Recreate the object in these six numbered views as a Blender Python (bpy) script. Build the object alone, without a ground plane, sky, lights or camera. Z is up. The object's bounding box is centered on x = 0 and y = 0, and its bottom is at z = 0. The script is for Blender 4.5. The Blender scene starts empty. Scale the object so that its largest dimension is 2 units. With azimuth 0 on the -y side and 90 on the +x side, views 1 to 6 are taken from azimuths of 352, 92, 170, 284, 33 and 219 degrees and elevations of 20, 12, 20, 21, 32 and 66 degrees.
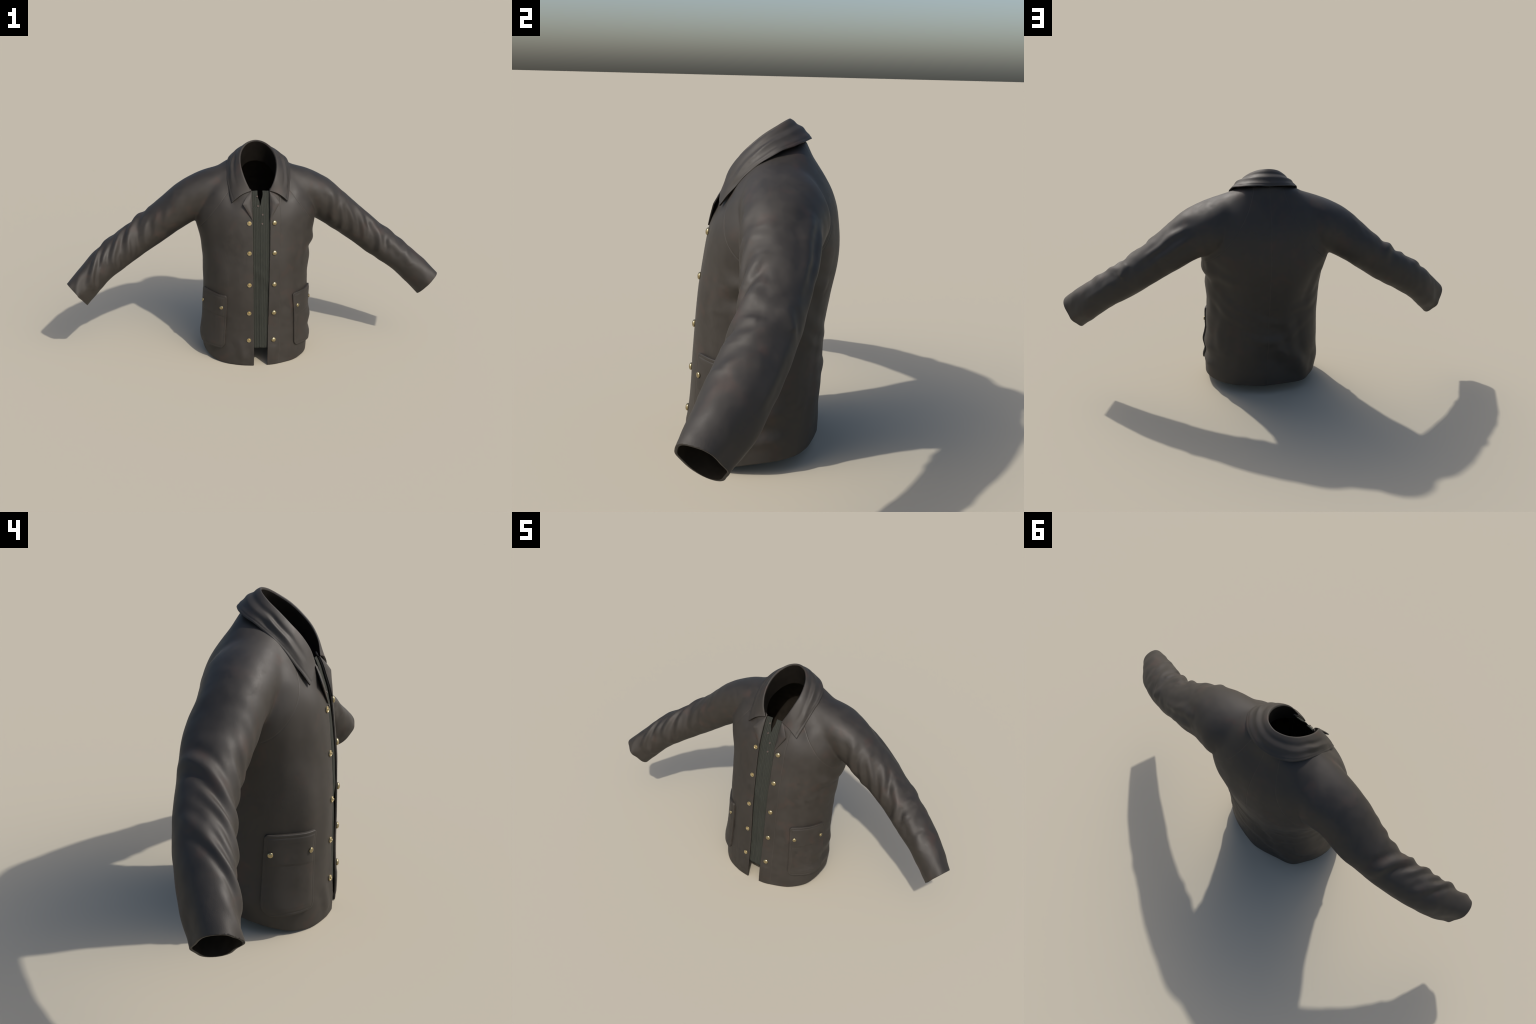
# A dark brown waxed-leather field jacket worn by nobody: torso + raglan sleeves,
# fold-over collar, small lapels, ribbed green front insert, patch pockets, brass snaps.
import bpy, bmesh, math
import numpy as np
from mathutils import Vector, noise
from mathutils.bvhtree import BVHTree

rng = np.random.default_rng(11)


# ------------------------------------------------------------------ helpers
def smooth(a, b, x):
    t = np.clip((np.asarray(x, float) - a) / (b - a), 0, 1)
    return t * t * (3 - 2 * t)


def spline(keys, vals, x):
    """Monotone-ish cubic interpolation of rows `vals` at `keys`."""
    keys = np.asarray(keys, float)
    vals = np.asarray(vals, float)
    d = np.gradient(vals, keys, axis=0)
    x = np.clip(np.asarray(x, float), keys[0], keys[-1])
    i = np.clip(np.searchsorted(keys, x) - 1, 0, len(keys) - 2)
    h = keys[i + 1] - keys[i]
    t = (x - keys[i]) / h
    if vals.ndim > 1:
        t, h = t[..., None], h[..., None]
    return ((2 * t**3 - 3 * t**2 + 1) * vals[i] + (t**3 - 2 * t**2 + t) * h * d[i]
            + (-2 * t**3 + 3 * t**2) * vals[i + 1] + (t**3 - t**2) * h * d[i + 1])


def along(points, n):
    """Resample a polyline of control points to n points by a cubic through them."""
    p = np.asarray(points, float)
    s = np.concatenate([[0], np.cumsum(np.linalg.norm(np.diff(p, axis=0), axis=1))])
    return spline(s, p, np.linspace(0, s[-1], n))


def mesh_from(name, verts, faces):
    me = bpy.data.meshes.new(name)
    me.from_pydata([tuple(v) for v in verts], [], faces)
    me.update()
    return me


def link(ob, parent=None):
    bpy.context.scene.collection.objects.link(ob)
    if parent is not None:
        ob.parent = parent
    return ob


def grid_faces(nu, nv, close_u=False):
    f = []
    for j in range(nv - 1):
        for i in range(nu if close_u else nu - 1):
            k = (i + 1) % nu
            f.append((j * nu + i, j * nu + k, (j + 1) * nu + k, (j + 1) * nu + i))
    return f


def closed_loft(rings):
    n, m = len(rings[0]), len(rings)
    f = grid_faces(n, m, True)
    f.append(tuple(range(n))[::-1])
    f.append(tuple(range((m - 1) * n, m * n)))
    return np.concatenate(rings), f


def applied(ob):
    """Mesh of ob with its modifiers baked in; ob is discarded."""
    dg = bpy.context.evaluated_depsgraph_get()
    dg.update()
    me = bpy.data.meshes.new_from_object(ob.evaluated_get(dg), depsgraph=dg)
    old = ob.data
    bpy.data.objects.remove(ob)
    bpy.data.meshes.remove(old)
    return me


def coords(me):
    co = np.empty(len(me.vertices) * 3)
    me.vertices.foreach_get("co", co)
    return co.reshape(-1, 3)


def normals(me):
    me.update()
    no = np.empty(len(me.vertices) * 3)
    me.vertex_normals.foreach_get("vector", no)
    return no.reshape(-1, 3)


def set_coords(me, co):
    me.vertices.foreach_set("co", np.ascontiguousarray(co).ravel())
    me.update()


def laplace(me, weight, steps, factor=0.5):
    """Weighted Laplacian smoothing."""
    e = np.empty(len(me.edges) * 2, dtype=np.int64)
    me.edges.foreach_get("vertices", e)
    a, b = e[0::2], e[1::2]
    co = coords(me)
    n = len(co)
    deg = np.bincount(np.concatenate([a, b]), minlength=n).astype(float)
    deg[deg == 0] = 1
    w = (weight * factor)[:, None]
    for _ in range(steps):
        s = np.empty_like(co)
        for k in range(3):
            s[:, k] = np.bincount(a, co[b, k], n) + np.bincount(b, co[a, k], n)
        co += w * (s / deg[:, None] - co)
    set_coords(me, co)


def noise_at(co, freq, seed=0.0, stretch=(1, 1, 1)):
    st = np.array(stretch) * freq
    return np.array([noise.noise(Vector((p[0] * st[0] + seed, p[1] * st[1] - seed, p[2] * st[2] + 2 * seed)))
                     for p in co])


# ------------------------------------------------------------------ materials
def node_mat(name):
    m = bpy.data.materials.new(name)
    m.use_nodes = True
    nt = m.node_tree
    return m, nt, nt.nodes["Principled BSDF"]


def ramp(nt, fac, stops):
    r = nt.nodes.new("ShaderNodeValToRGB")
    el = r.color_ramp.elements
    while len(el) < len(stops):
        el.new(0.5)
    for e, (p, c) in zip(el, stops):
        e.position = p
        e.color = (c[0], c[1], c[2], 1)
    nt.links.new(fac, r.inputs[0])
    return r.outputs[0]


def tex_noise(nt, coord, scale, detail=4, rough=0.55, dist=0.0):
    t = nt.nodes.new("ShaderNodeTexNoise")
    t.inputs["Scale"].default_value = scale
    t.inputs["Detail"].default_value = detail
    t.inputs["Roughness"].default_value = rough
    t.inputs["Distortion"].default_value = dist
    nt.links.new(coord, t.inputs["Vector"])
    return t.outputs["Fac"]


def calc(nt, op, a, b=None, c=None, clamp=False):
    n = nt.nodes.new("ShaderNodeMath")
    n.operation = op
    n.use_clamp = clamp
    for i, v in enumerate((a, b, c)):
        if v is None:
            continue
        if isinstance(v, (int, float)):
            n.inputs[i].default_value = v
        else:
            nt.links.new(v, n.inputs[i])
    return n.outputs[0]


def mix(nt, fac, a, b):
    n = nt.nodes.new("ShaderNodeMix")
    n.data_type = "RGBA"
    for sock, v in ((n.inputs["Factor"], fac), (n.inputs["A"], a), (n.inputs["B"], b)):
        if isinstance(v, tuple):
            sock.default_value = (*v, 1)
        elif isinstance(v, (int, float)):
            sock.default_value = v
        else:
            nt.links.new(v, sock)
    return n.outputs["Result"]


def bump(nt, height, strength, dist, normal=None):
    b = nt.nodes.new("ShaderNodeBump")
    b.inputs["Strength"].default_value = strength
    b.inputs["Distance"].default_value = dist
    nt.links.new(height, b.inputs["Height"])
    if normal is not None:
        nt.links.new(normal, b.inputs["Normal"])
    return b.outputs["Normal"]


def line_mask(nt, d, width):
    """1 on the line where d == 0, fading to 0 at |d| = width."""
    a = calc(nt, "ABSOLUTE", d)
    return calc(nt, "SUBTRACT", 1.0, calc(nt, "DIVIDE", a, width), clamp=True)


def leather(name, seams=True, tint=1.0):
    m, nt, bsdf = node_mat(name)
    tc = nt.nodes.new("ShaderNodeTexCoord")
    obj = tc.outputs["Object"]
    big = tex_noise(nt, obj, 5.0, 5, 0.6)
    mid = tex_noise(nt, obj, 26.0, 6, 0.65)
    rust = tex_noise(nt, obj, 13.0, 3, 0.5, 0.4)
    T = lambda c: tuple(v * tint for v in c)
    col = ramp(nt, big, [(0.30, T((0.0166, 0.0135, 0.0104))), (0.70, T((0.0238, 0.0194, 0.0150)))])
    col = mix(nt, ramp(nt, mid, [(0.42, (0, 0, 0)), (0.72, (0.65, 0.65, 0.65))]), col, T((0.031, 0.0265, 0.0217)))
    col = mix(nt, ramp(nt, rust, [(0.57, (0, 0, 0)), (0.76, (0.62, 0.62, 0.62))]), col, T((0.038, 0.0205, 0.0145)))
    grain = tex_noise(nt, obj, 420.0, 3, 0.6)
    nrm = bump(nt, grain, 0.10, 0.002)
    if seams:
        sx = nt.nodes.new("ShaderNodeSeparateXYZ")
        nt.links.new(obj, sx.inputs[0])
        x, y, z = sx.outputs
        ax = calc(nt, "ABSOLUTE", x)
        front = calc(nt, "LESS_THAN", y, 0.0)
        back = calc(nt, "GREATER_THAN", y, 0.06)
        # placket stitch line on the wearer's left front
        pl = calc(nt, "MULTIPLY", line_mask(nt, calc(nt, "SUBTRACT", x, 0.103), 0.0028), front)
        pl = calc(nt, "MULTIPLY", pl, calc(nt, "LESS_THAN", z, 0.90))
        # raglan seams, front: x grows as z falls
        dz = calc(nt, "SUBTRACT", 0.92, z)
        fx = calc(nt, "ADD", 0.156, calc(nt, "ADD", calc(nt, "MULTIPLY", dz, 0.82),
                                         calc(nt, "MULTIPLY", calc(nt, "MULTIPLY", dz, dz), -0.45)))
        rg = calc(nt, "MULTIPLY", line_mask(nt, calc(nt, "SUBTRACT", ax, fx), 0.0038), front)
        rg = calc(nt, "MULTIPLY", rg, calc(nt, "GREATER_THAN", z, 0.71))
        # raglan seams, back
        db = calc(nt, "SUBTRACT", 1.07, z)
        bx = calc(nt, "ADD", 0.070, calc(nt, "ADD", calc(nt, "MULTIPLY", db, 0.22),
                                         calc(nt, "MULTIPLY", calc(nt, "MULTIPLY", db, db), 1.1)))
        rb = calc(nt, "MULTIPLY", line_mask(nt, calc(nt, "SUBTRACT", ax, bx), 0.003), back)
        rb = calc(nt, "MULTIPLY", rb, calc(nt, "GREATER_THAN", z, 0.70))
        cb = calc(nt, "MULTIPLY", line_mask(nt, calc(nt, "ADD", x, 0.004), 0.0028), back)
        lines = calc(nt, "MAXIMUM", calc(nt, "MAXIMUM", pl, rg),
                     calc(nt, "MAXIMUM", rb, cb))
        nrm = bump(nt, calc(nt, "SUBTRACT", 1.0, lines), 0.30, 0.003, nrm)
        # leather along a seam is rubbed a little paler in patches
        wear = calc(nt, "MULTIPLY", lines, calc(nt, "MULTIPLY", mid, 0.30))
        col = mix(nt, wear, col, T((0.060, 0.051, 0.042)))
    nt.links.new(col, bsdf.inputs["Base Color"])
    rr = ramp(nt, big, [(0.3, (0.56,) * 3), (0.7, (0.66,) * 3)])
    rr = calc(nt, "ADD", calc(nt, "MULTIPLY", calc(nt, "SUBTRACT", mid, 0.5), 0.30), rr)
    nt.links.new(rr, bsdf.inputs["Roughness"])
    bsdf.inputs["Specular IOR Level"].default_value = 0.48
    nt.links.new(nrm, bsdf.inputs["Normal"])
    return m


def lining_mat(name="lining_cloth", k=1.0):
    m, nt, bsdf = node_mat(name)
    tc = nt.nodes.new("ShaderNodeTexCoord")
    n = tex_noise(nt, tc.outputs["Object"], 30, 4)
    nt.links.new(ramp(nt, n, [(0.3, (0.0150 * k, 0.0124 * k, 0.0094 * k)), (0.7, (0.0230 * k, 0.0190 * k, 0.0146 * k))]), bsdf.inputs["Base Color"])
    bsdf.inputs["Roughness"].default_value = 0.9
    bsdf.inputs["Specular IOR Level"].default_value = 0.08
    return m


def brass_mat(name="brass", k=1.0, rough=0.0):
    m, nt, bsdf = node_mat(name)
    tc = nt.nodes.new("ShaderNodeTexCoord")
    n = tex_noise(nt, tc.outputs["Object"], 260, 3)
    nt.links.new(ramp(nt, n, [(0.35, (0.30 * k, 0.245 * k, 0.130 * k)), (0.7, (0.43 * k, 0.36 * k, 0.210 * k))]), bsdf.inputs["Base Color"])
    nt.links.new(ramp(nt, n, [(0.3, (0.17 + rough,) * 3), (0.7, (0.28 + rough,) * 3)]), bsdf.inputs["Roughness"])
    bsdf.inputs["Metallic"].default_value = 0.9
    return m


def rib_mat():
    m, nt, bsdf = node_mat("ribbed_green_knit")
    tc = nt.nodes.new("ShaderNodeTexCoord")
    obj = tc.outputs["Object"]
    n = tex_noise(nt, obj, 9, 4)
    fine = tex_noise(nt, obj, 300, 2)
    col = ramp(nt, n, [(0.3, (0.0200, 0.0218, 0.0172)), (0.7, (0.0255, 0.0275, 0.0220))])
    nt.links.new(mix(nt, calc(nt, "MULTIPLY", fine, 0.35), col, (0.034, 0.0365, 0.0300)), bsdf.inputs["Base Color"])
    bsdf.inputs["Roughness"].default_value = 0.85
    bsdf.inputs["Specular IOR Level"].default_value = 0.25
    nt.links.new(bump(nt, fine, 0.2, 0.001), bsdf.inputs["Normal"])
    return m


def horn_mat():
    m, nt, bsdf = node_mat("brown_horn")
    tc = nt.nodes.new("ShaderNodeTexCoord")
    n = tex_noise(nt, tc.outputs["Object"], 200, 2)
    nt.links.new(ramp(nt, n, [(0.3, (0.045, 0.028, 0.022)), (0.7, (0.085, 0.055, 0.045))]), bsdf.inputs["Base Color"])
    bsdf.inputs["Roughness"].default_value = 0.4
    return m


LEATHER = leather("brown_leather")
PLAIN = leather("brown_leather_plain", seams=False, tint=1.03)
LINING = lining_mat()
NECK_DARK_LINING = lining_mat("neck_lining_cloth", 0.36)  # darker copy of the lining colour, used on the inside of the collar stand
BRASS = brass_mat()
STUD_BRASS = brass_mat("stud_brass", 1.45, 0.16)  # brass lightened to give the studs their sparkle
RIB = rib_mat()
HORN = horn_mat()

# ------------------------------------------------------------------ the thing
jacket = bpy.data.objects.new("leather_jacket", None)
jacket["label"] = "open dark brown leather jacket with brass snaps"
jacket["category"] = "jacket"
link(jacket)

# ------------------------------------------------------------------ torso solid
# height, half width, front y, back y
TORSO = np.array([
    (-0.03, 0.284, -0.261, 0.206), (0.05, 0.289, -0.258, 0.207), (0.15, 0.290, -0.250, 0.210),
    (0.25, 0.287, -0.243, 0.219), (0.37, 0.283, -0.235, 0.219), (0.46, 0.286, -0.230, 0.224),
    (0.55, 0.289, -0.223, 0.238), (0.66, 0.303, -0.207, 0.258), (0.74, 0.320, -0.192, 0.262),
    (0.80, 0.324, -0.178, 0.257), (0.86, 0.314, -0.156, 0.247), (0.91, 0.296, -0.135, 0.230),
    (0.95, 0.272, -0.106, 0.209), (0.985, 0.237, -0.076, 0.186), (1.02, 0.190, -0.041, 0.163),
    (1.05, 0.135, -0.008, 0.148), (1.075, 0.070, 0.030, 0.136)])


def torso_row(z):
    return spline(TORSO[:, 0], TORSO[:, 1:], z)


def torso_ring(z, n=128):
    a, yf, yb = torso_row(z)
    th = np.linspace(0, 2 * np.pi, n, endpoint=False)
    c, s = np.cos(th), np.sin(th)
    e = 2 / 2.12
    ym = 0.45 * (yf + yb) + 0.004
    e = np.where(s > 0, 2 / (2.12 + 0.22 * smooth(0.55, 0.74, z)), e)      # the back is squarer at the blades
    x = a * np.sign(c) * np.abs(c) ** e
    y = np.where(s < 0, (ym - yf), (yb - ym)) * np.sign(s) * np.abs(s) ** e + ym
    return np.stack([x, y, np.full(n, z)], 1)


torso_v, torso_f = closed_loft([torso_ring(z) for z in np.linspace(-0.03, 1.075, 90)])

# ------------------------------------------------------------------ sleeve solids
# each station: upper (x,z), lower (x,z), front y, back y  (shoulder -> cuff)
SLEEVE = np.array([
    (0.12, 1.040, 0.12, 0.780, -0.050, 0.165), (0.262, 0.999, 0.22, 0.750, -0.058, 0.214),
    (0.345, 0.965, 0.275, 0.738, -0.053, 0.207), (0.415, 0.923, 0.325, 0.722, -0.047, 0.194),
    (0.50, 0.847, 0.40, 0.677, -0.044, 0.186), (0.60, 0.764, 0.50, 0.611, -0.033, 0.164),
    (0.70, 0.682, 0.60, 0.540, -0.045, 0.140), (0.79, 0.616, 0.69, 0.483, -0.078, 0.112),
    (0.88, 0.544, 0.77, 0.430, -0.108, 0.076), (0.942, 0.487, 0.845, 0.362, -0.136, 0.032),
    (0.995, 0.437, 0.900, 0.311, -0.158, -0.019), (1.030, 0.400, 0.932, 0.275, -0.172, -0.040)])
ARM_DIR = Vector((0.76, -0.26, -0.60)).normalized()
CUFF_AT = Vector((0.950, -0.085, 0.373))


def sleeve_rings(side, n=72, m=90):
    par = np.arange(len(SLEEVE), dtype=float)
    rings = []
    for u in np.linspace(0, par[-1], m):
        ux, uz, lx, lz, yf, yb = spline(par, SLEEVE, u)
        if side < 0:                       # the wearer's right arm is bent up a touch
            lift = 0.013 * math.exp(-((u - 7.2) / 1.8) ** 2)
            uz += lift * 1.5
            lz += lift * 0.5
        if side < 0:                       # and lies flatter behind the shoulder
            yb -= 0.020 * float(smooth(4.6, 2.6, u))
        up = np.array([ux - lx, uz - lz]) / 2
        mid = np.array([ux + lx, uz + lz]) / 2
        th = np.linspace(0, 2 * np.pi, n, endpoint=False)
        c, s = np.cos(th), np.sin(th)
        e = 2 / 2.15
        c2, s2 = np.sign(c) * np.abs(c) ** e, np.sign(s) * np.abs(s) ** e
        # the front hangs a little higher than the back near the cuff
        tip = 0.008 * smooth(6, 10, u)
        x = mid[0] + up[0] * s2
        z = mid[1] + up[1] * s2 - tip * c2 
        y = (yf + yb) / 2 + (yb - yf) / 2 * c2
        y = y + 0.012 * smooth(6, 10, u) * (-s2) - 0.016 * smooth(5.0, 2.5, u) * s2     # ridge sits forward
        rings.append(np.stack([side * x, y, z], 1))
    if side < 0:
        rings = [r[::-1] for r in rings]
    return rings


parts = [(torso_v, torso_f)] + [closed_loft(sleeve_rings(s)) for s in (1, -1)]
verts, faces, off = [], [], 0
for v, f in parts:
    verts.append(v)
    faces += [tuple(i + off for i in p) for p in f]
    off += len(v)
me = mesh_from("jacket_body", np.concatenate(verts), faces)
bm = bmesh.new()
bm.from_mesh(me)
for isl in (0,):
    bmesh.ops.recalc_face_normals(bm, faces=bm.faces)
bm.to_mesh(me)
bm.free()
ob = link(bpy.data.objects.new("jacket_body", me))
rm = ob.modifiers.new("union", "REMESH")
rm.mode = "VOXEL"
rm.voxel_size = 0.0048
body = applied(ob)

# soften the union: everywhere a little, the armpit and shoulder a lot
co = coords(body)
laplace(body, np.ones(len(co)), 6)
co = coords(body)
ax = np.abs(co[:, 0])
joint = np.exp(-((ax - 0.315) / 0.075) ** 2) * smooth(0.62, 0.74, co[:, 2])
shoulder = smooth(0.86, 0.93, co[:, 2]) * smooth(0.10, 0.16, ax) * (1 - smooth(0.40, 0.48, ax))
laplace(body, shoulder, 40)
laplace(body, joint * 0.8, 5)

# ------------------------------------------------------------------ wrinkles
# Folds of the leather: crest polylines seen from the front / back / top,
# (view, crest width, height, points).  Front and back are (x, z), top is (x, y).
FOLDS = [
    # wearer's left sleeve, upper arm: folds hanging from the shoulder
    ("front", 0.016, 0.006, ((0.393, 0.905), (0.403, 0.844), (0.409, 0.713))),
    ("front", 0.013, 0.005, ((0.455, 0.843), (0.462, 0.746), (0.466, 0.655))),
    ("front", 0.014, 0.007, ((0.468, 0.860), (0.520, 0.736), (0.531, 0.640))),
    ("front", 0.014, 0.007, ((0.507, 0.842), (0.580, 0.711), (0.587, 0.610))),
    ("front", 0.012, 0.004, ((0.546, 0.820), (0.602, 0.723))),
    ("front", 0.017, 0.010, ((0.629, 0.740), (0.673, 0.653), (0.675, 0.535))),
    ("front", 0.013, 0.005, ((0.700, 0.680), (0.737, 0.595))),
    ("front", 0.018, 0.0045, ((0.750, 0.610), (0.800, 0.535))),
    ("front", 0.018, 0.0045, ((0.815, 0.570), (0.850, 0.480))),
    ("front", 0.020, 0.0030, ((0.880, 0.490), (0.945, 0.441), (1.00, 0.370))),
    ("front", 0.020, 0.0015, ((0.300, 0.930), (0.330, 0.860), (0.345, 0.780))),
    # backs of the sleeves
    ("back", 0.016, 0.007, ((0.352, 0.955), (0.459, 0.909), (0.602, 0.772))),
    ("back", 0.013, 0.006, ((0.393, 0.890), (0.502, 0.805), (0.600, 0.720))),
    ("back", 0.015, 0.006, ((0.369, 0.850), (0.503, 0.745), (0.622, 0.650))),
    ("back", 0.016, 0.009, ((0.679, 0.705), (0.712, 0.625))),
    ("back", 0.018, 0.006, ((0.737, 0.680), (0.848, 0.585), (0.951, 0.490))),
    ("back", 0.015, 0.004, ((0.755, 0.600), (0.890, 0.480))),
    # tops of the sleeves
    ("top", 0.014, 0.006, ((0.756, -0.060), (0.748, 0.019), (0.710, 0.109))),
    ("top", 0.013, 0.006, ((0.690, -0.040), (0.720, 0.036))),
    ("top", 0.014, 0.006, ((0.650, -0.050), (0.610, 0.049))),
    ("top", 0.014, 0.005, ((0.618, -0.070), (0.555, 0.025))),
    ("top", 0.014, 0.005, ((0.825, -0.060), (0.810, 0.055))),
    # drape of the back
    ("back", 0.035, 0.009, ((-0.200, 0.070), (-0.082, 0.232), (0.02, 0.330))),
    ("back", 0.022, 0.006, ((-0.190, 0.090), (-0.144, 0.238), (-0.085, 0.450))),
    ("back", 0.022, 0.005, ((0.208, 0.150), (0.193, 0.493))),
    ("back", 0.016, 0.006, ((0.270, 0.380), (0.280, 0.625), (0.300, 0.740))),
    ("back", 0.016, 0.005, ((0.243, 0.200), (0.227, 0.420))),
    ("back", 0.018, 0.004, ((0.290, 0.640), (0.215, 0.520), (0.080, 0.430), (-0.080, 0.400))),
    ("back", 0.016, 0.0035, ((0.285, 0.540), (0.160, 0.420), (0.010, 0.370))),
    ("back", 0.018, 0.003, ((0.120, 0.330), (-0.050, 0.300), (-0.200, 0.390))),
    ("back", 0.020, 0.005, ((0.310, 0.700), (0.240, 0.640), (0.150, 0.610))),
    ("back", 0.016, 0.004, ((-0.300, 0.560), (-0.210, 0.480), (-0.100, 0.470))),
    ("back", 0.018, 0.005, ((-0.290, 0.680), (-0.240, 0.600), (-0.215, 0.480))),
    # front panels
    ("front", 0.030, 0.003, ((-0.230, 0.650), (-0.200, 0.480), (-0.190, 0.300))),
    ("front", 0.022, 0.003, ((0.250, 0.640), (0.235, 0.520))),
    ("front", 0.020, 0.003, ((-0.110, 0.140), (-0.080, 0.020))),
    ("front", 0.022, 0.003, ((0.070, 0.120), (0.060, 0.010))),
]


def crest(p, pts):
    """Distance to a polyline and a fade that drops to 0 at both its ends."""
    pts = along(pts, 14)
    seg = np.linalg.norm(np.diff(pts, axis=0), axis=1)
    total, run = seg.sum(), 0.0
    best = np.full(len(p), 9.0)
    where = np.zeros(len(p))
    for k in range(len(seg)):
        a, d = pts[k], pts[k + 1] - pts[k]
        t = np.clip(((p - a) @ d) / (d @ d), 0, 1)
        q = np.linalg.norm(p - a - t[:, None] * d, axis=1)
        near = q < best
        best[near] = q[near]
        where[near] = ((run + t * seg[k]) / total)[near]
        run += seg[k]
    return best, smooth(0, 0.18, where) * (1 - smooth(0.82, 1, where)) * 0.75 + 0.25


co, no = coords(body), normals(body)
wob = np.stack([noise_at(co, 9, 3.1), noise_at(co, 9, 7.7), noise_at(co, 9, 12.3)], 1) * 0.010
disp = np.zeros(len(co))
VIEW = {"front": ((0, 2), lambda n: smooth(-0.20, 0.45, -n[:, 1])),
        "back": ((0, 2), lambda n: smooth(0.05, 0.6, n[:, 1])),
        "top": ((0, 1), lambda n: smooth(0.1, 0.7, n[:, 2]))}
for view, width, height, pts in FOLDS:
    cols, facing = VIEW[view]
    q = (co + wob)[:, cols]
    lo, hi = np.min(pts, 0) - 4 * width, np.max(pts, 0) + 4 * width
    near = np.where(((q > lo) & (q < hi)).all(1))[0]
    d, fade = crest(q[near], pts)
    g = d / (1.04 * width)
    ridge = np.exp(-g * g) - 0.45 * np.exp(-((g - 1.9) / 0.9) ** 2)
    gain = {"front": 0.86, "back": 0.75, "top": 0.50}[view]
    disp[near] += gain * height * ridge * fade * facing(no[near])

ax = np.abs(co[:, 0])
arm = smooth(0.33, 0.45, ax)
fore = smooth(0.50, 0.68, ax) * (1 - smooth(0.93, 0.99, ax))
# the wearer's right sleeve is pushed up: folds ring it like tilted hoops that fade out round the arm
# (|x| at the front, height, width, window centre and half-width in degrees from the top, tilt)
HOOPS = [(0.410, 0.0010, 0.024, 95, 60, 0.050), (0.486, 0.0022, 0.018, 100, 55, 0.010),
         (0.535, 0.0034, 0.019, 90, 65, 0.030), (0.588, 0.0040, 0.017, 85, 70, 0.045),
         (0.646, 0.0036, 0.011, 78, 55, 0.010), (0.680, 0.0080, 0.019, 35, 120, 0.050),
         (0.726, 0.0034, 0.011, 100, 45, 0.005), (0.757, 0.0062, 0.016, 65, 95, 0.062),
         (0.812, 0.0030, 0.014, 20, 60, 0.030), (0.836, 0.0036, 0.010, 95, 45, 0.005),
         (0.870, 0.0075, 0.017, 60, 110, 0.070), (0.950, 0.0055, 0.018, 75, 75, 0.030),
         (0.905, 0.0030, 0.012, 110, 40, 0.050)]
par = np.arange(len(SLEEVE), dtype=float)
mid_x = 0.5 * (SLEEVE[:, 0] + SLEEVE[:, 2])
mid_z = np.interp(ax, mid_x, 0.5 * (SLEEVE[:, 1] + SLEEVE[:, 3]))
mid_y = np.interp(ax, mid_x, 0.5 * (SLEEVE[:, 4] + SLEEVE[:, 5]))
theta = np.degrees(np.arctan2(-(co[:, 1] - mid_y), co[:, 2] - mid_z))          # 0 top, 90 front, -90 back
right = np.where(co[:, 0] < 0, smooth(0.34, 0.40, ax), 0.0)
for x0, height, width, tc, tw, tilt in HOOPS:
    turn = (theta - tc + 180) % 360 - 180
    bend = (theta - 75 + 180) % 360 - 180
    run = ax + tilt * (1 - np.cos(np.radians(bend))) + 0.6 * wob[:, 0] + 0.5 * wob[:, 2]
    g = (run - x0) / width
    win = smooth(tw, tw * 0.35, np.abs(turn))
    disp += 1.12 * right * win * height * (np.exp(-g * g) - 0.5 * np.exp(-((np.abs(g) - 1.9) / 0.9) ** 2))
disp += arm * 0.0022 * noise_at(co, 15, 5.0)
disp += 0.0038 * noise_at(co, 12, 41.0, (1, 1, 0.28)) * (1 - arm) * smooth(0.95, 0.8, co[:, 2])
disp += 0.0060 * noise_at(co, 5.5, 21.0) * smooth(0.95, 0.8, co[:, 2]) * (1 - 0.5 * arm)
disp += 0.0014 * noise_at(co, 26, 31.0, (1, 1, 0.6)) * (0.3 + 0.7 * arm)
# side seams under the arms ripple
side = smooth(0.24, 0.29, ax) * (1 - smooth(0.33, 0.36, ax)) * (1 - smooth(0.68, 0.72, co[:, 2]))
left = co[:, 0] > 0
# angular hem corners at the back, and a cuff that is closer to a kite than a circle
azim = np.degrees(np.arctan2(co[:, 0], co[:, 1]))
low = smooth(0.22, 0.0, co[:, 2]) * (ax < 0.4)
for a0, push, w in ((-53, 0.010, 11), (3, 0.005, 10), (-28, -0.004, 12), (-80, -0.003, 12), (60, 0.004, 12), (30, -0.002, 12),
                    (-122, 0.003, 10), (122, 0.003, 10)):
    disp += low * push * np.exp(-((azim - a0) / w) ** 2)
kite = np.cos(np.radians(4 * (theta + 6))) * (1 - 0.9 * np.exp(-(theta / 50) ** 2))
disp += 0.0050 * smooth(0.84, 0.96, ax) * kite
# the chest falls hollow under each collar point
disp -= 0.013 * np.exp(-((ax - 0.150) / 0.045) ** 2 - ((co[:, 2] - 0.905) / 0.050) ** 2) * smooth(0.05, 0.5, -no[:, 1])
bulge = lambda z0, w: np.exp(-((co[:, 2] - z0) / w) ** 2)
disp += side * np.where(left, 0.011 * bulge(0.640, 0.030) - 0.005 * bulge(0.590, 0.022) + 0.004 * bulge(0.54, 0.03)
                        - 0.003 * bulge(0.46, 0.03) + 0.003 * bulge(0.36, 0.03) - 0.003 * bulge(0.28, 0.02)
                        + 0.008 * bulge(0.205, 0.032) - 0.003 * bulge(0.14, 0.025) + 0.006 * bulge(0.09, 0.025),
                        0.002 * bulge(0.58, 0.03) + 0.008 * bulge(0.10, 0.07) - 0.002 * bulge(0.4, 0.06))
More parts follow.
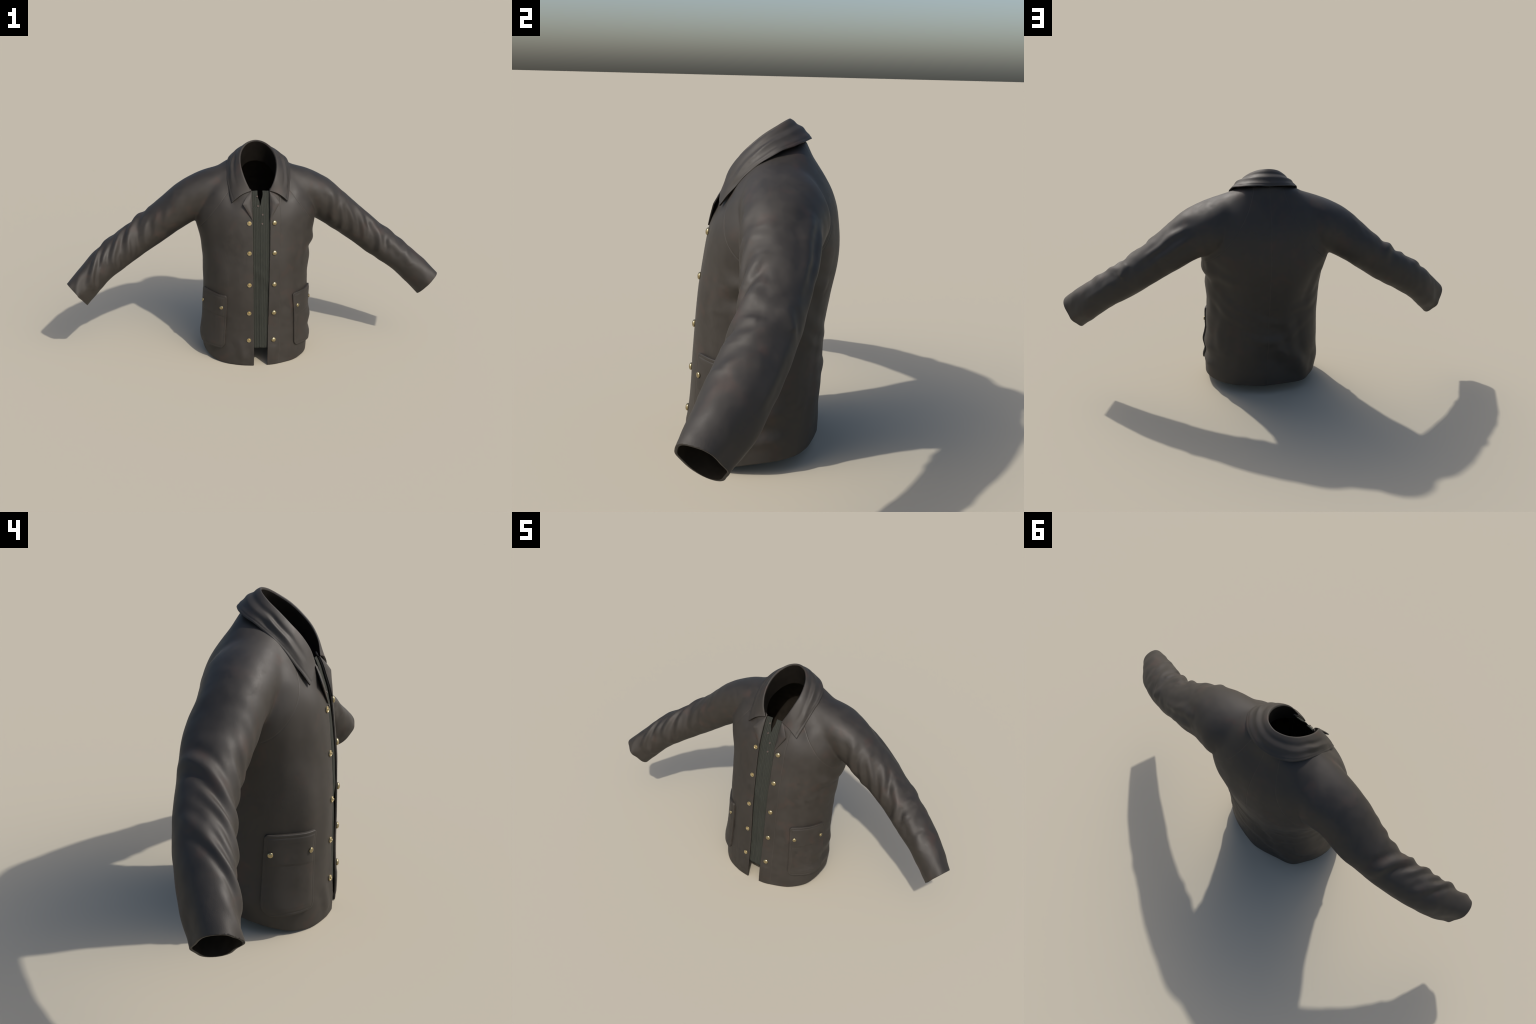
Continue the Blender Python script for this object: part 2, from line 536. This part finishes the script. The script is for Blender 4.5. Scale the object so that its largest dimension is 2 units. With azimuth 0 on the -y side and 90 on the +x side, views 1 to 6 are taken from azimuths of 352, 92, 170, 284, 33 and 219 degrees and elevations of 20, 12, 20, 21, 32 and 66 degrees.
set_coords(body, co + no * disp[:, None])


# ------------------------------------------------------------------ cut the openings
def hem_lift(x, y):
    return 0.050 * smooth(-0.235, 0.06, y) + 0.003 * smooth(-0.24, -0.1, y) * math.sin(17 * x + 9 * y)


def half_gap(z):
    return 0.0355 + 0.0125 * np.clip(z / 0.93, 0, 1)


bm = bmesh.new()
bm.from_mesh(body)


def cut(point, normal, geom=None, clear=False):
    geom = geom if geom is not None else bm.verts[:] + bm.edges[:] + bm.faces[:]
    bmesh.ops.bisect_plane(bm, geom=geom, dist=1e-5, plane_co=point, plane_no=normal, clear_outer=clear)


cut((0, 0, 0), (0, 0, -1), clear=True)                                 # hem
for s in (1, -1):
    def arm_geom():
        fs = [f for f in bm.faces if s * f.calc_center_median().x > 0.7]
        return list({v for f in fs for v in f.verts}) + list({e for f in fs for e in f.edges}) + fs
    cut((s * CUFF_AT.x, CUFF_AT.y, CUFF_AT.z), (s * ARM_DIR.x, ARM_DIR.y, ARM_DIR.z), arm_geom(), True)
OPEN_X0 = 0.002
for s in (1, -1):                                                      # front opening
    fs = [f for f in bm.faces if abs(f.calc_center_median().x) < 0.12 and f.calc_center_median().y < 0.0]
    geom = list({v for f in fs for v in f.verts}) + list({e for f in fs for e in f.edges}) + fs
    slope = 0.0125 / 0.93
    cut((OPEN_X0 + s * 0.0355, 0, 0), (s, 0, -slope), geom)
dead = [f for f in bm.faces
        if abs(f.calc_center_median().x - OPEN_X0) < half_gap(f.calc_center_median().z)
        and f.calc_center_median().y < -0.02]
bmesh.ops.delete(bm, geom=dead, context="FACES")
# neck hole: an ellipse seen along the tilted neck axis
NECK_C, NECK_AX = Vector((0, -0.012, 0.99)), Vector((0, -0.42, 0.907)).normalized()
NECK_V = Vector((0, NECK_AX.z, -NECK_AX.y))


def in_neck(p, grow=0.0):
    d = p - NECK_C
    return (d.x / (0.108 + grow)) ** 2 + (d.dot(NECK_V) / (0.134 + grow)) ** 2 < 1 and d.dot(NECK_AX) > -0.12


dead = [f for f in bm.faces if in_neck(f.calc_center_median()) and f.calc_center_median().z > 0.86]
bmesh.ops.delete(bm, geom=dead, context="FACES")
loose = [v for v in bm.verts if not v.link_faces]
bmesh.ops.delete(bm, geom=loose, context="VERTS")
# drop any leftover islands
seen, best = set(), []
for f in bm.faces:
    if f in seen:
        continue
    stack, isle = [f], []
    seen.add(f)
    while stack:
        g = stack.pop()
        isle.append(g)
        for e in g.edges:
            for h in e.link_faces:
                if h not in seen:
                    seen.add(h)
                    stack.append(h)
    if len(isle) > len(best):
        best = isle
keep = set(best)
bmesh.ops.delete(bm, geom=[f for f in bm.faces if f not in keep], context="FACES")
bmesh.ops.remove_doubles(bm, verts=[v for v in bm.verts if v.is_boundary], dist=0.0012)
rim = [v for v in bm.verts if v.is_boundary and v.co.z > 0.90]
for _ in range(10):
    bmesh.ops.smooth_vert(bm, verts=[v for v in rim if abs(v.co.x) > 0.06 or v.co.y > 0], factor=0.5,
                          use_axis_x=True, use_axis_y=True, use_axis_z=True)
for v in bm.verts:                                                    # tail of the coat rides up
    if v.co.z < 0.25 and abs(v.co.x) < 0.4:
        v.co.z += float(hem_lift(v.co.x, v.co.y)) * (1 - v.co.z / 0.25)
bm.to_mesh(body)
bm.free()
outer = body.copy()                                                   # outer skin, for placing trims

ob = link(bpy.data.objects.new("jacket_body", body))
body.materials.append(LEATHER)
body.materials.append(LINING)
so = ob.modifiers.new("thickness", "SOLIDIFY")
so.thickness, so.offset, so.material_offset, so.material_offset_rim = 0.0075, -1, 1, 0
so.use_even_offset = False
body = applied(ob)
for p in body.polygons:
    p.use_smooth = True
body_no = normals(body).copy()
body_co = coords(body)


def split(name, pred):
    """Copy of the whole body that keeps only the faces pred picks, with the body's normals."""
    nf = len(body.polygons)
    cen = np.empty(nf * 3)
    body.polygons.foreach_get("center", cen)
    cen = cen.reshape(-1, 3)
    pick = np.where(pred(cen))[0]
    mats = np.empty(nf, dtype=np.int32)
    body.polygons.foreach_get("material_index", mats)
    polys = [tuple(body.polygons[i].vertices) for i in pick]
    used = np.unique(np.concatenate([np.array(p) for p in polys]))
    remap = np.full(len(body.vertices), -1)
    remap[used] = np.arange(len(used))
    m = mesh_from(name, body_co[used], [tuple(int(remap[i]) for i in p) for p in polys])
    m.materials.append(LEATHER)
    m.materials.append(LINING)
    m.polygons.foreach_set("material_index", mats[pick])
    m.polygons.foreach_set("use_smooth", np.ones(len(m.polygons), dtype=bool))
    m.normals_split_custom_set_from_vertices([tuple(n) for n in body_no[used]])
    m.update()
    return link(bpy.data.objects.new(name, m), jacket)


def raglan(c):
    """True beyond the raglan seam, i.e. on a sleeve."""
    a, y, z = np.abs(c[:, 0]), c[:, 1], c[:, 2]
    dz, db = 0.92 - z, 1.07 - z
    fx = 0.156 + 0.82 * dz - 0.45 * dz * dz
    bx = 0.070 + 0.22 * db + 1.1 * db * db
    t = smooth(-0.03, 0.11, y)
    edge = fx * (1 - t) + bx * t
    return (a > np.minimum(edge, 0.325)) & (z > 0.45) & ((z > 0.705) | (a > 0.335))


def side_front(c):
    return c[:, 1] < 0.03


split("sleeve", lambda c: raglan(c) & (c[:, 0] > 0))
split("sleeve", lambda c: raglan(c) & (c[:, 0] < 0))
split("front_panel", lambda c: ~raglan(c) & side_front(c) & (c[:, 0] > 0))
split("front_panel", lambda c: ~raglan(c) & side_front(c) & (c[:, 0] <= 0))
split("back_panel", lambda c: ~raglan(c) & ~side_front(c))

bm = bmesh.new()
bm.from_mesh(outer)
SKIN = BVHTree.FromBMesh(bm)
bm.free()


def skin_at(x, z, front=True):
    """Point and normal of the outer skin under (x, z), looking from the front."""
    hit, n, _, _ = SKIN.ray_cast(Vector((x, -0.6, z)), Vector((0, 1, 0)))
    if hit is None:
        hit, n, _, _ = SKIN.find_nearest(Vector((x, -0.25, z)))
    if n.y > 0:
        n = -n
    return hit, n


def skin_round(ang, z):
    """Point and normal of the outer skin at a compass angle round the torso axis (0 = front, + = left)."""
    d = Vector((math.sin(ang), -math.cos(ang), 0))
    hit, n, _, _ = SKIN.ray_cast(d * 0.6 + Vector((0, 0, z)), -d)
    if hit is None or hit.length > 0.8:
        hit, n, _, _ = SKIN.find_nearest(d * 0.28 + Vector((0, 0, z)))
    if n.dot(d) < 0:
        n = -n
    return hit, n


def sheet(name, verts, nu, nv, thick, mat, offset=-1.0, bevel=0.0, parent=jacket, lined=0):
    m = mesh_from(name, verts, grid_faces(nu, nv))
    m.materials.append(mat)
    if lined:                              # the first rows take the darker lining tone
        m.materials.append(NECK_DARK_LINING)
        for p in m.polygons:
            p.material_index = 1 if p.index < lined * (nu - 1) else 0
    o = link(bpy.data.objects.new(name, m), parent)
    s = o.modifiers.new("thickness", "SOLIDIFY")
    s.thickness, s.offset, s.use_even_offset = thick, offset, False
    if bevel:
        b = o.modifiers.new("edge", "BEVEL")
        b.width, b.segments, b.limit_method, b.angle_limit = bevel, 3, "ANGLE", math.radians(50)
    me2 = applied(o)
    me2.name = name
    me2.polygons.foreach_set("use_smooth", np.ones(len(me2.polygons), dtype=bool))
    return link(bpy.data.objects.new(name, me2), parent)


# ------------------------------------------------------------------ collar
# roll line (top fold), free edge of the fall and neck seam, front -> back centre (x >= 0 half)
ROLL = ((0.050, -0.130, 0.927), (0.074, -0.114, 0.978), (0.088, -0.088, 1.018), (0.095, -0.050, 1.056),
        (0.091, -0.010, 1.090), (0.073, 0.032, 1.119), (0.040, 0.064, 1.141), (0.0, 0.076, 1.1485))
EDGE = ((0.145, -0.138, 0.872), (0.160, -0.086, 0.935), (0.171, -0.034, 0.991), (0.174, 0.014, 1.027),
        (0.162, 0.061, 1.054), (0.121, 0.112, 1.072), (0.060, 0.145, 1.082), (0.0, 0.156, 1.083))
SEAM = ((0.050, -0.122, 0.918), (0.078, -0.098, 0.948), (0.097, -0.066, 0.975), (0.105, -0.028, 0.998),
        (0.100, 0.014, 1.018), (0.080, 0.060, 1.040), (0.044, 0.096, 1.056), (0.0, 0.108, 1.060))


def both(half, n):
    """Mirror a half outline about x = 0 and run one smooth curve through it."""
    h = np.array(half)
    return along(np.concatenate([h * np.array([-1, 1, 1]), h[::-1][1:]]), n)


NU, NF, NS = 181, 40, 14
roll, edge, seam = both(ROLL, NU), both(EDGE, NU), both(SEAM, NU)
u = np.linspace(-1, 1, NU)
roll[:, 0] *= 0.975
edge[:, 0] += 0.016 * np.exp(-((u + 0.47) / 0.20) ** 2)          # the wearer's right side sits closer
rows = []
for k in range(NS):                       # stand, from inside the neck up to just under the roll
    t = k / NS
    sunk = seam * np.array([0.86, 0.90, 1]) - np.array([0, -0.004, 0.030]) * (1 - 0.8 * np.abs(u) ** 6)[:, None]
    end = (np.abs(u) ** 26)[:, None]
    sunk = sunk * (1 - end) + (roll + np.array([0, 0.006, -0.006])) * end
    rows.append(sunk * (1 - t) + roll * np.array([0.97, 1, 1]) * t)
tang = np.gradient(roll, axis=0)
tang /= np.linalg.norm(tang, axis=1)[:, None]
fall = edge - roll
fn = np.cross(tang, fall)
fn /= np.linalg.norm(fn, axis=1)[:, None]
fn *= np.sign((fn * (roll - np.array([0, 0.0, 0.80]))).sum(1))[:, None]   # outward
front_end = np.abs(u) ** 14
for k in range(NF):
    t = k / (NF - 1)
    base = roll * (1 - t) + edge * t
    arch = 0.0075 * math.sin(math.pi * t) ** 0.6 * (1 - 0.5 * front_end)
    # soft lengthwise creases: a wide trough round the back, splitting into folds at the sides
    back = 1 - smooth(0.35, 0.75, np.abs(u))
    ph = t + 0.05 * np.sin(3.1 * u + 0.6)
    groove = back * (-0.0030 * np.exp(-((ph - 0.36) / 0.10) ** 2) + 0.0014 * np.exp(-((ph - 0.58) / 0.075) ** 2)
                     - 0.0015 * np.exp(-((ph - 0.76) / 0.10) ** 2))
    au = np.abs(u)
    wig = 0.018 * np.sin(14 * u) + 0.010 * np.sin(29 * u + 1)
    flank = smooth(0.30, 0.48, au) * (1 - smooth(0.72, 0.92, au))
    lean = 0.95 * (au - 0.55)               # folds drift toward the edge as they run forward
    side_g = flank * (-0.0034 * np.exp(-((t - 0.42 + wig - 0.5 * lean) / 0.085) ** 2)
                      + 0.0032 * np.exp(-((t - 0.60 + wig - 0.6 * lean) / 0.075) ** 2)
                      - 0.0025 * np.exp(-((t - 0.80 + wig - 0.4 * lean) / 0.080) ** 2))
    side_g = side_g * (0.75 + 0.25 * np.sin(13 * u + 2))
    # stitched edge
    side_g = side_g - 0.0010 * math.exp(-((t - 0.91) / 0.025) ** 2)
    rip = 0.0008 * np.sin(38 * u + 5 * t) * (t > 0.75) * (t - 0.75) * 4
    row = base + fn * (arch + groove + side_g + rip)[:, None]
    # the short front edge of each collar point bows upward
    row[:, 2] += 0.010 * math.sin(math.pi * t) * np.abs(u) ** 10
    rows.append(row)
# round the roll: relax rows next to it
stack = np.stack(rows)
for _ in range(3):
    s = stack.copy()
    for k in range(NS - 1, NS + 3):
        s[k] = 0.25 * stack[k - 1] + 0.5 * stack[k] + 0.25 * stack[k + 1]
    stack = s
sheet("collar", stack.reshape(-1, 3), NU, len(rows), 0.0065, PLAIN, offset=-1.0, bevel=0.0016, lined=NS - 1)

# ------------------------------------------------------------------ lapels
for s in (1, -1):
    top, bot = np.array((0.0495, -0.131, 0.926)), np.array((0.0465, -0.178, 0.788))
    tip = np.array((0.0955, -0.166, 0.868))
    n_v, n_u = 34, 16
    hz = np.linspace(top[2], bot[2], n_v)
    hy = []
    for z in hz:
        p, _ = skin_at(OPEN_X0 + s * (half_gap(z) + 0.004), z)
        hy.append(p.y - 0.001)
    hinge = np.stack([half_gap(hz) - 0.0005, np.array(hy), hz], 1)
    hinge[0, 1] = hinge[1, 1] + 0.008
    top, bot = hinge[0].copy(), hinge[-1].copy()
    tip[1] = skin_at(OPEN_X0 + s * tip[0], tip[2])[0].y - 0.017
    k = 15
    a = top + (tip - top) * np.linspace(0, 1, k)[:, None]
    a[:, 2] += 0.004 * np.sin(np.pi * np.linspace(0, 1, k))
    b = tip + (bot - tip) * np.linspace(0, 1, n_v - k + 1)[1:, None]
    outerl = np.concatenate([a, b])
    rows = []
    for j in range(n_u):
        t = j / (n_u - 1)
        r = hinge * (1 - t) + outerl * t
        r[:, 1] -= 0.0035 * math.sin(math.pi * t) * np.sin(np.pi * np.linspace(0.0, 1, n_v)) + 0.002 * min(1, 4 * t)
        rows.append(r * np.array([s, 1, 1]) + np.array([OPEN_X0, 0, 0]))
    sheet("lapel", np.concatenate(rows), n_v, n_u, 0.004, PLAIN, offset=0, bevel=0.0014)


# ------------------------------------------------------------------ ribbed insert behind the opening
def insert_y(x, z):
    """Depth of the knit insert at (x, z): it follows the chest a little behind the front edges."""
    row = torso_row(z)
    a, yf, yb = row[..., 0], row[..., 1], row[..., 2]
    ym = 0.45 * (yf + yb)
    return ym - (ym - yf - 0.016) * np.sqrt(np.clip(1 - (x / (a - 0.01)) ** 2, 0, 1))


def insert_half(name, x_out, x_in_of_z, nz=110, nx=150, lift=0.0):
    zs = np.concatenate([np.linspace(0.0, 1.0, nz)])
    vs = []
    for t in zs:
        row = []
        for i in range(nx):
            f = i / (nx - 1)
            zb = 0.097 + 0.004 * math.sin(60 * f * 0.1)
            z_top = 0.917 + 0.006 * (f if x_out < 0 else f) 
            z = zb + (z_top - zb) * t
            xi = x_in_of_z(z)
            x = x_out + (xi - x_out) * f
            y = float(insert_y(np.array(x), np.array(z)))
            rib = 0.0010 * math.cos(2 * math.pi * x / 0.0088)
            fold = 0.004 * math.exp(-((z - 0.50 + 0.8 * x) / 0.022) ** 2) - 0.004 * math.exp(-((z - 0.44 + 0.8 * x) / 0.03) ** 2)
            row.append((x, y - rib - lift - fold * 0.6, z))
        vs += row
    if x_out > x_in_of_z(0.5):
        vs = [p for j in range(nz) for p in vs[j * nx:(j + 1) * nx][::-1]]
    return sheet(name, np.array(vs), nx, nz, 0.004, RIB, offset=1.0)


V_LOW = 0.842


def slit_right(z):      # inner edge of the wearer's right half
    return 0.0 - 0.0145 * float(np.clip((z - V_LOW) / 0.07, 0, 1))


def slit_left(z):       # inner edge of the wearer's left half, overlapping below the V
    return -0.004 + 0.019 * float(np.clip((z - V_LOW) / 0.07, 0, 1))


insert_half("knit_insert", -0.125, lambda z: slit_right(z) + (0.012 if z < V_LOW else 0.0))
insert_half("knit_insert", 0.125, slit_left, lift=0.0022)


# ------------------------------------------------------------------ pockets
RIM = ((0.0, -0.005), (0.0, 0.0045), (0.0004, 0.0070), (0.0012, 0.0088), (0.0025, 0.0098), (0.0045, 0.0103))


def rimmed(length, n, ease):
    """Positions from edge to edge with the rolled rim at both ends, and the height cap at each."""
    pos, cap = [p for p, _ in RIM], [c for _, c in RIM]
    inner = np.linspace(0, 1, n + 2)[1:-1]
    inner = inner * (1 - ease) + ease * (0.5 - 0.5 * np.cos(np.pi * inner))
    inner = RIM[-1][0] + (length - 2 * RIM[-1][0]) * inner
    pos = pos + list(inner) + [length - p for p in pos[::-1]]
    cap = cap + [1.0] * n + cap[::-1]
    return pos, cap


def pocket(s):
    """Patch pocket: a rolled-edge pad that follows the skin, with a flap line and a slack bottom."""
    z0, z1 = 0.083, 0.382
    a0, a1 = math.atan2(0.173, 0.194), math.atan2(0.300, 0.047)
    width, height = 0.205, z1 - z0   # arc length from front edge to back edge
    r_f, r_b, r_t = 0.030, 0.050, 0.014
    hs, hcap = rimmed(height, 110, 0.75)
    nu = 0
    vs = []
    for h, hc in zip(hs, hcap):
        corner = lambda r, d: r - math.sqrt(max(r * r - max(r - d, 0) ** 2, 0))
        top_d = height - h
        left_in = corner(r_f, h) + corner(r_t, top_d)
        right_in = corner(r_b, h) + corner(r_t, top_d)
        row_w = width - left_in - right_in
        us, ucap = rimmed(row_w, 48, 0.2)
        nu = len(us)
        for w, uc in zip(us, ucap):
            f = (left_in + w) / width
            z = z0 + h
            p, n = skin_round(s * (a0 + (a1 - a0) * f), z)
            rim_d = min(w, row_w - w, h, top_d)
            puff = 0.0090 + 0.0022 * min(1, rim_d / 0.03)
            puff -= 0.0008 * math.exp(-((rim_d - 0.011) / 0.0025) ** 2)
            seam_z = z - (0.262 + 0.012 * f)
            flap = 0.0010 * float(smooth(-0.001, 0.001, seam_z)) - 0.0010 * math.exp(-(seam_z / 0.002) ** 2)
            puff += flap * float(smooth(0.004, 0.02, rim_d))
            belly = 0.007 * math.sin(math.pi * f) ** 2 * math.exp(-(h / 0.05) ** 2)
            gape = 0.002 * float(smooth(0.05, 0.0, top_d)) * math.sin(math.pi * f)
            cap = min(uc, hc)
            lift = belly + gape
            vs.append(p + n * (min(puff, cap) + (lift if cap > 0 else 0.0)))
    vs = np.array([tuple(v) for v in vs])
    if s < 0:
        vs = vs.reshape(-1, nu, 3)[:, ::-1].reshape(-1, 3)
    m = mesh_from("pocket", vs, grid_faces(nu, len(hs)))
    m.materials.append(PLAIN)
    m.polygons.foreach_set("use_smooth", np.ones(len(m.polygons), dtype=bool))
    return link(bpy.data.objects.new("pocket", m), jacket)


pockets = {s: pocket(s) for s in (1, -1)}


# ------------------------------------------------------------------ snaps
def lathe(name, profile, mat, n=28):
    vs, fs = [], []
    for r, z in profile:
        for i in range(n):
            a = 2 * math.pi * i / n
            vs.append((r * math.cos(a), r * math.sin(a), z))
    fs = grid_faces(n, len(profile), True)
    fs.append(tuple(range((len(profile) - 1) * n, len(profile) * n)))
    fs.append(tuple(range(n))[::-1])
    m = mesh_from(name, vs, fs)
    m.materials.append(mat)
    m.polygons.foreach_set("use_smooth", np.ones(len(m.polygons), dtype=bool))
    m.set_sharp_from_angle(angle=math.radians(45))
    return m


def dome(r, h, k=9):
    prof = [(r * 0.86, -0.003), (r * 0.97, 0.0), (r, 0.0015)]
    for i in range(k):
        a = i / (k - 1) * math.pi / 2 * 0.97
        prof.append((r * 0.98 * math.cos(a), 0.002 + h * math.sin(a)))
    return prof


CAP = lathe("snap_cap", dome(0.0131, 0.0068), BRASS)
RIVET = lathe("pocket_snap", dome(0.0100, 0.0036), BRASS)
SOCKET = lathe("snap_stud", [(0.0100, -0.003), (0.0112, 0.0), (0.0115, 0.0024), (0.0106, 0.0040), (0.0086, 0.0042),
                             (0.0068, 0.0026), (0.0052, 0.0020), (0.0046, 0.0040), (0.0050, 0.0066),
                             (0.0040, 0.0080), (0.0022, 0.0078), (0.0012, 0.0050)], STUD_BRASS)
SHIRT = lathe("shirt_button", [(0.0030, -0.001), (0.0042, 0.0), (0.0044, 0.0012), (0.0036, 0.0018), (0.0024, 0.0012),
                               (0.0010, 0.0010)], HORN, 18)


def place(name, mesh, p, n, parent, spin=0.0):
    o = bpy.data.objects.new(name, mesh)
    q = Vector(n).to_track_quat("Z", "Y")
    o.rotation_mode = "QUATERNION"
    o.rotation_quaternion = q
    o.location = Vector(p) + Vector(n) * 0.001
    return link(o, parent)


SNAP_Z = (0.771, 0.617, 0.449, 0.293, 0.142)
for i, z in enumerate(SNAP_Z):
    p, n = skin_at(0.0700, z)
    place("snap_cap", CAP, p, n, jacket)
    p, n = skin_at(-0.0605, z)
    place("snap_stud", SOCKET, p, n, jacket)
for s in (1, -1):
    bmp = bmesh.new()
    bmp.from_mesh(pockets[s].data)
    tree = BVHTree.FromBMesh(bmp)
    bmp.free()
    for x, y in ((0.199, -0.188), (0.287, -0.070)):
        d = Vector((s * x, y, 0)).normalized()
        hit, n, _, _ = tree.ray_cast(d * 0.7 + Vector((0, 0, 0.313)), -d)
        if hit is None:
            continue
        if n.dot(d) < 0:
            n = -n
        place("pocket_snap", RIVET, hit, n, pockets[s])
for x, z in ((-0.016, 0.899), (-0.013, 0.853), (0.010, 0.811), (0.007, 0.766)):
    y = float(insert_y(np.array(x), np.array(z))) - 0.0075
    place("shirt_button", SHIRT, (x, y, z), (0, -0.93, 0.36), jacket)

bpy.data.meshes.remove(outer)
bpy.data.meshes.remove(body)
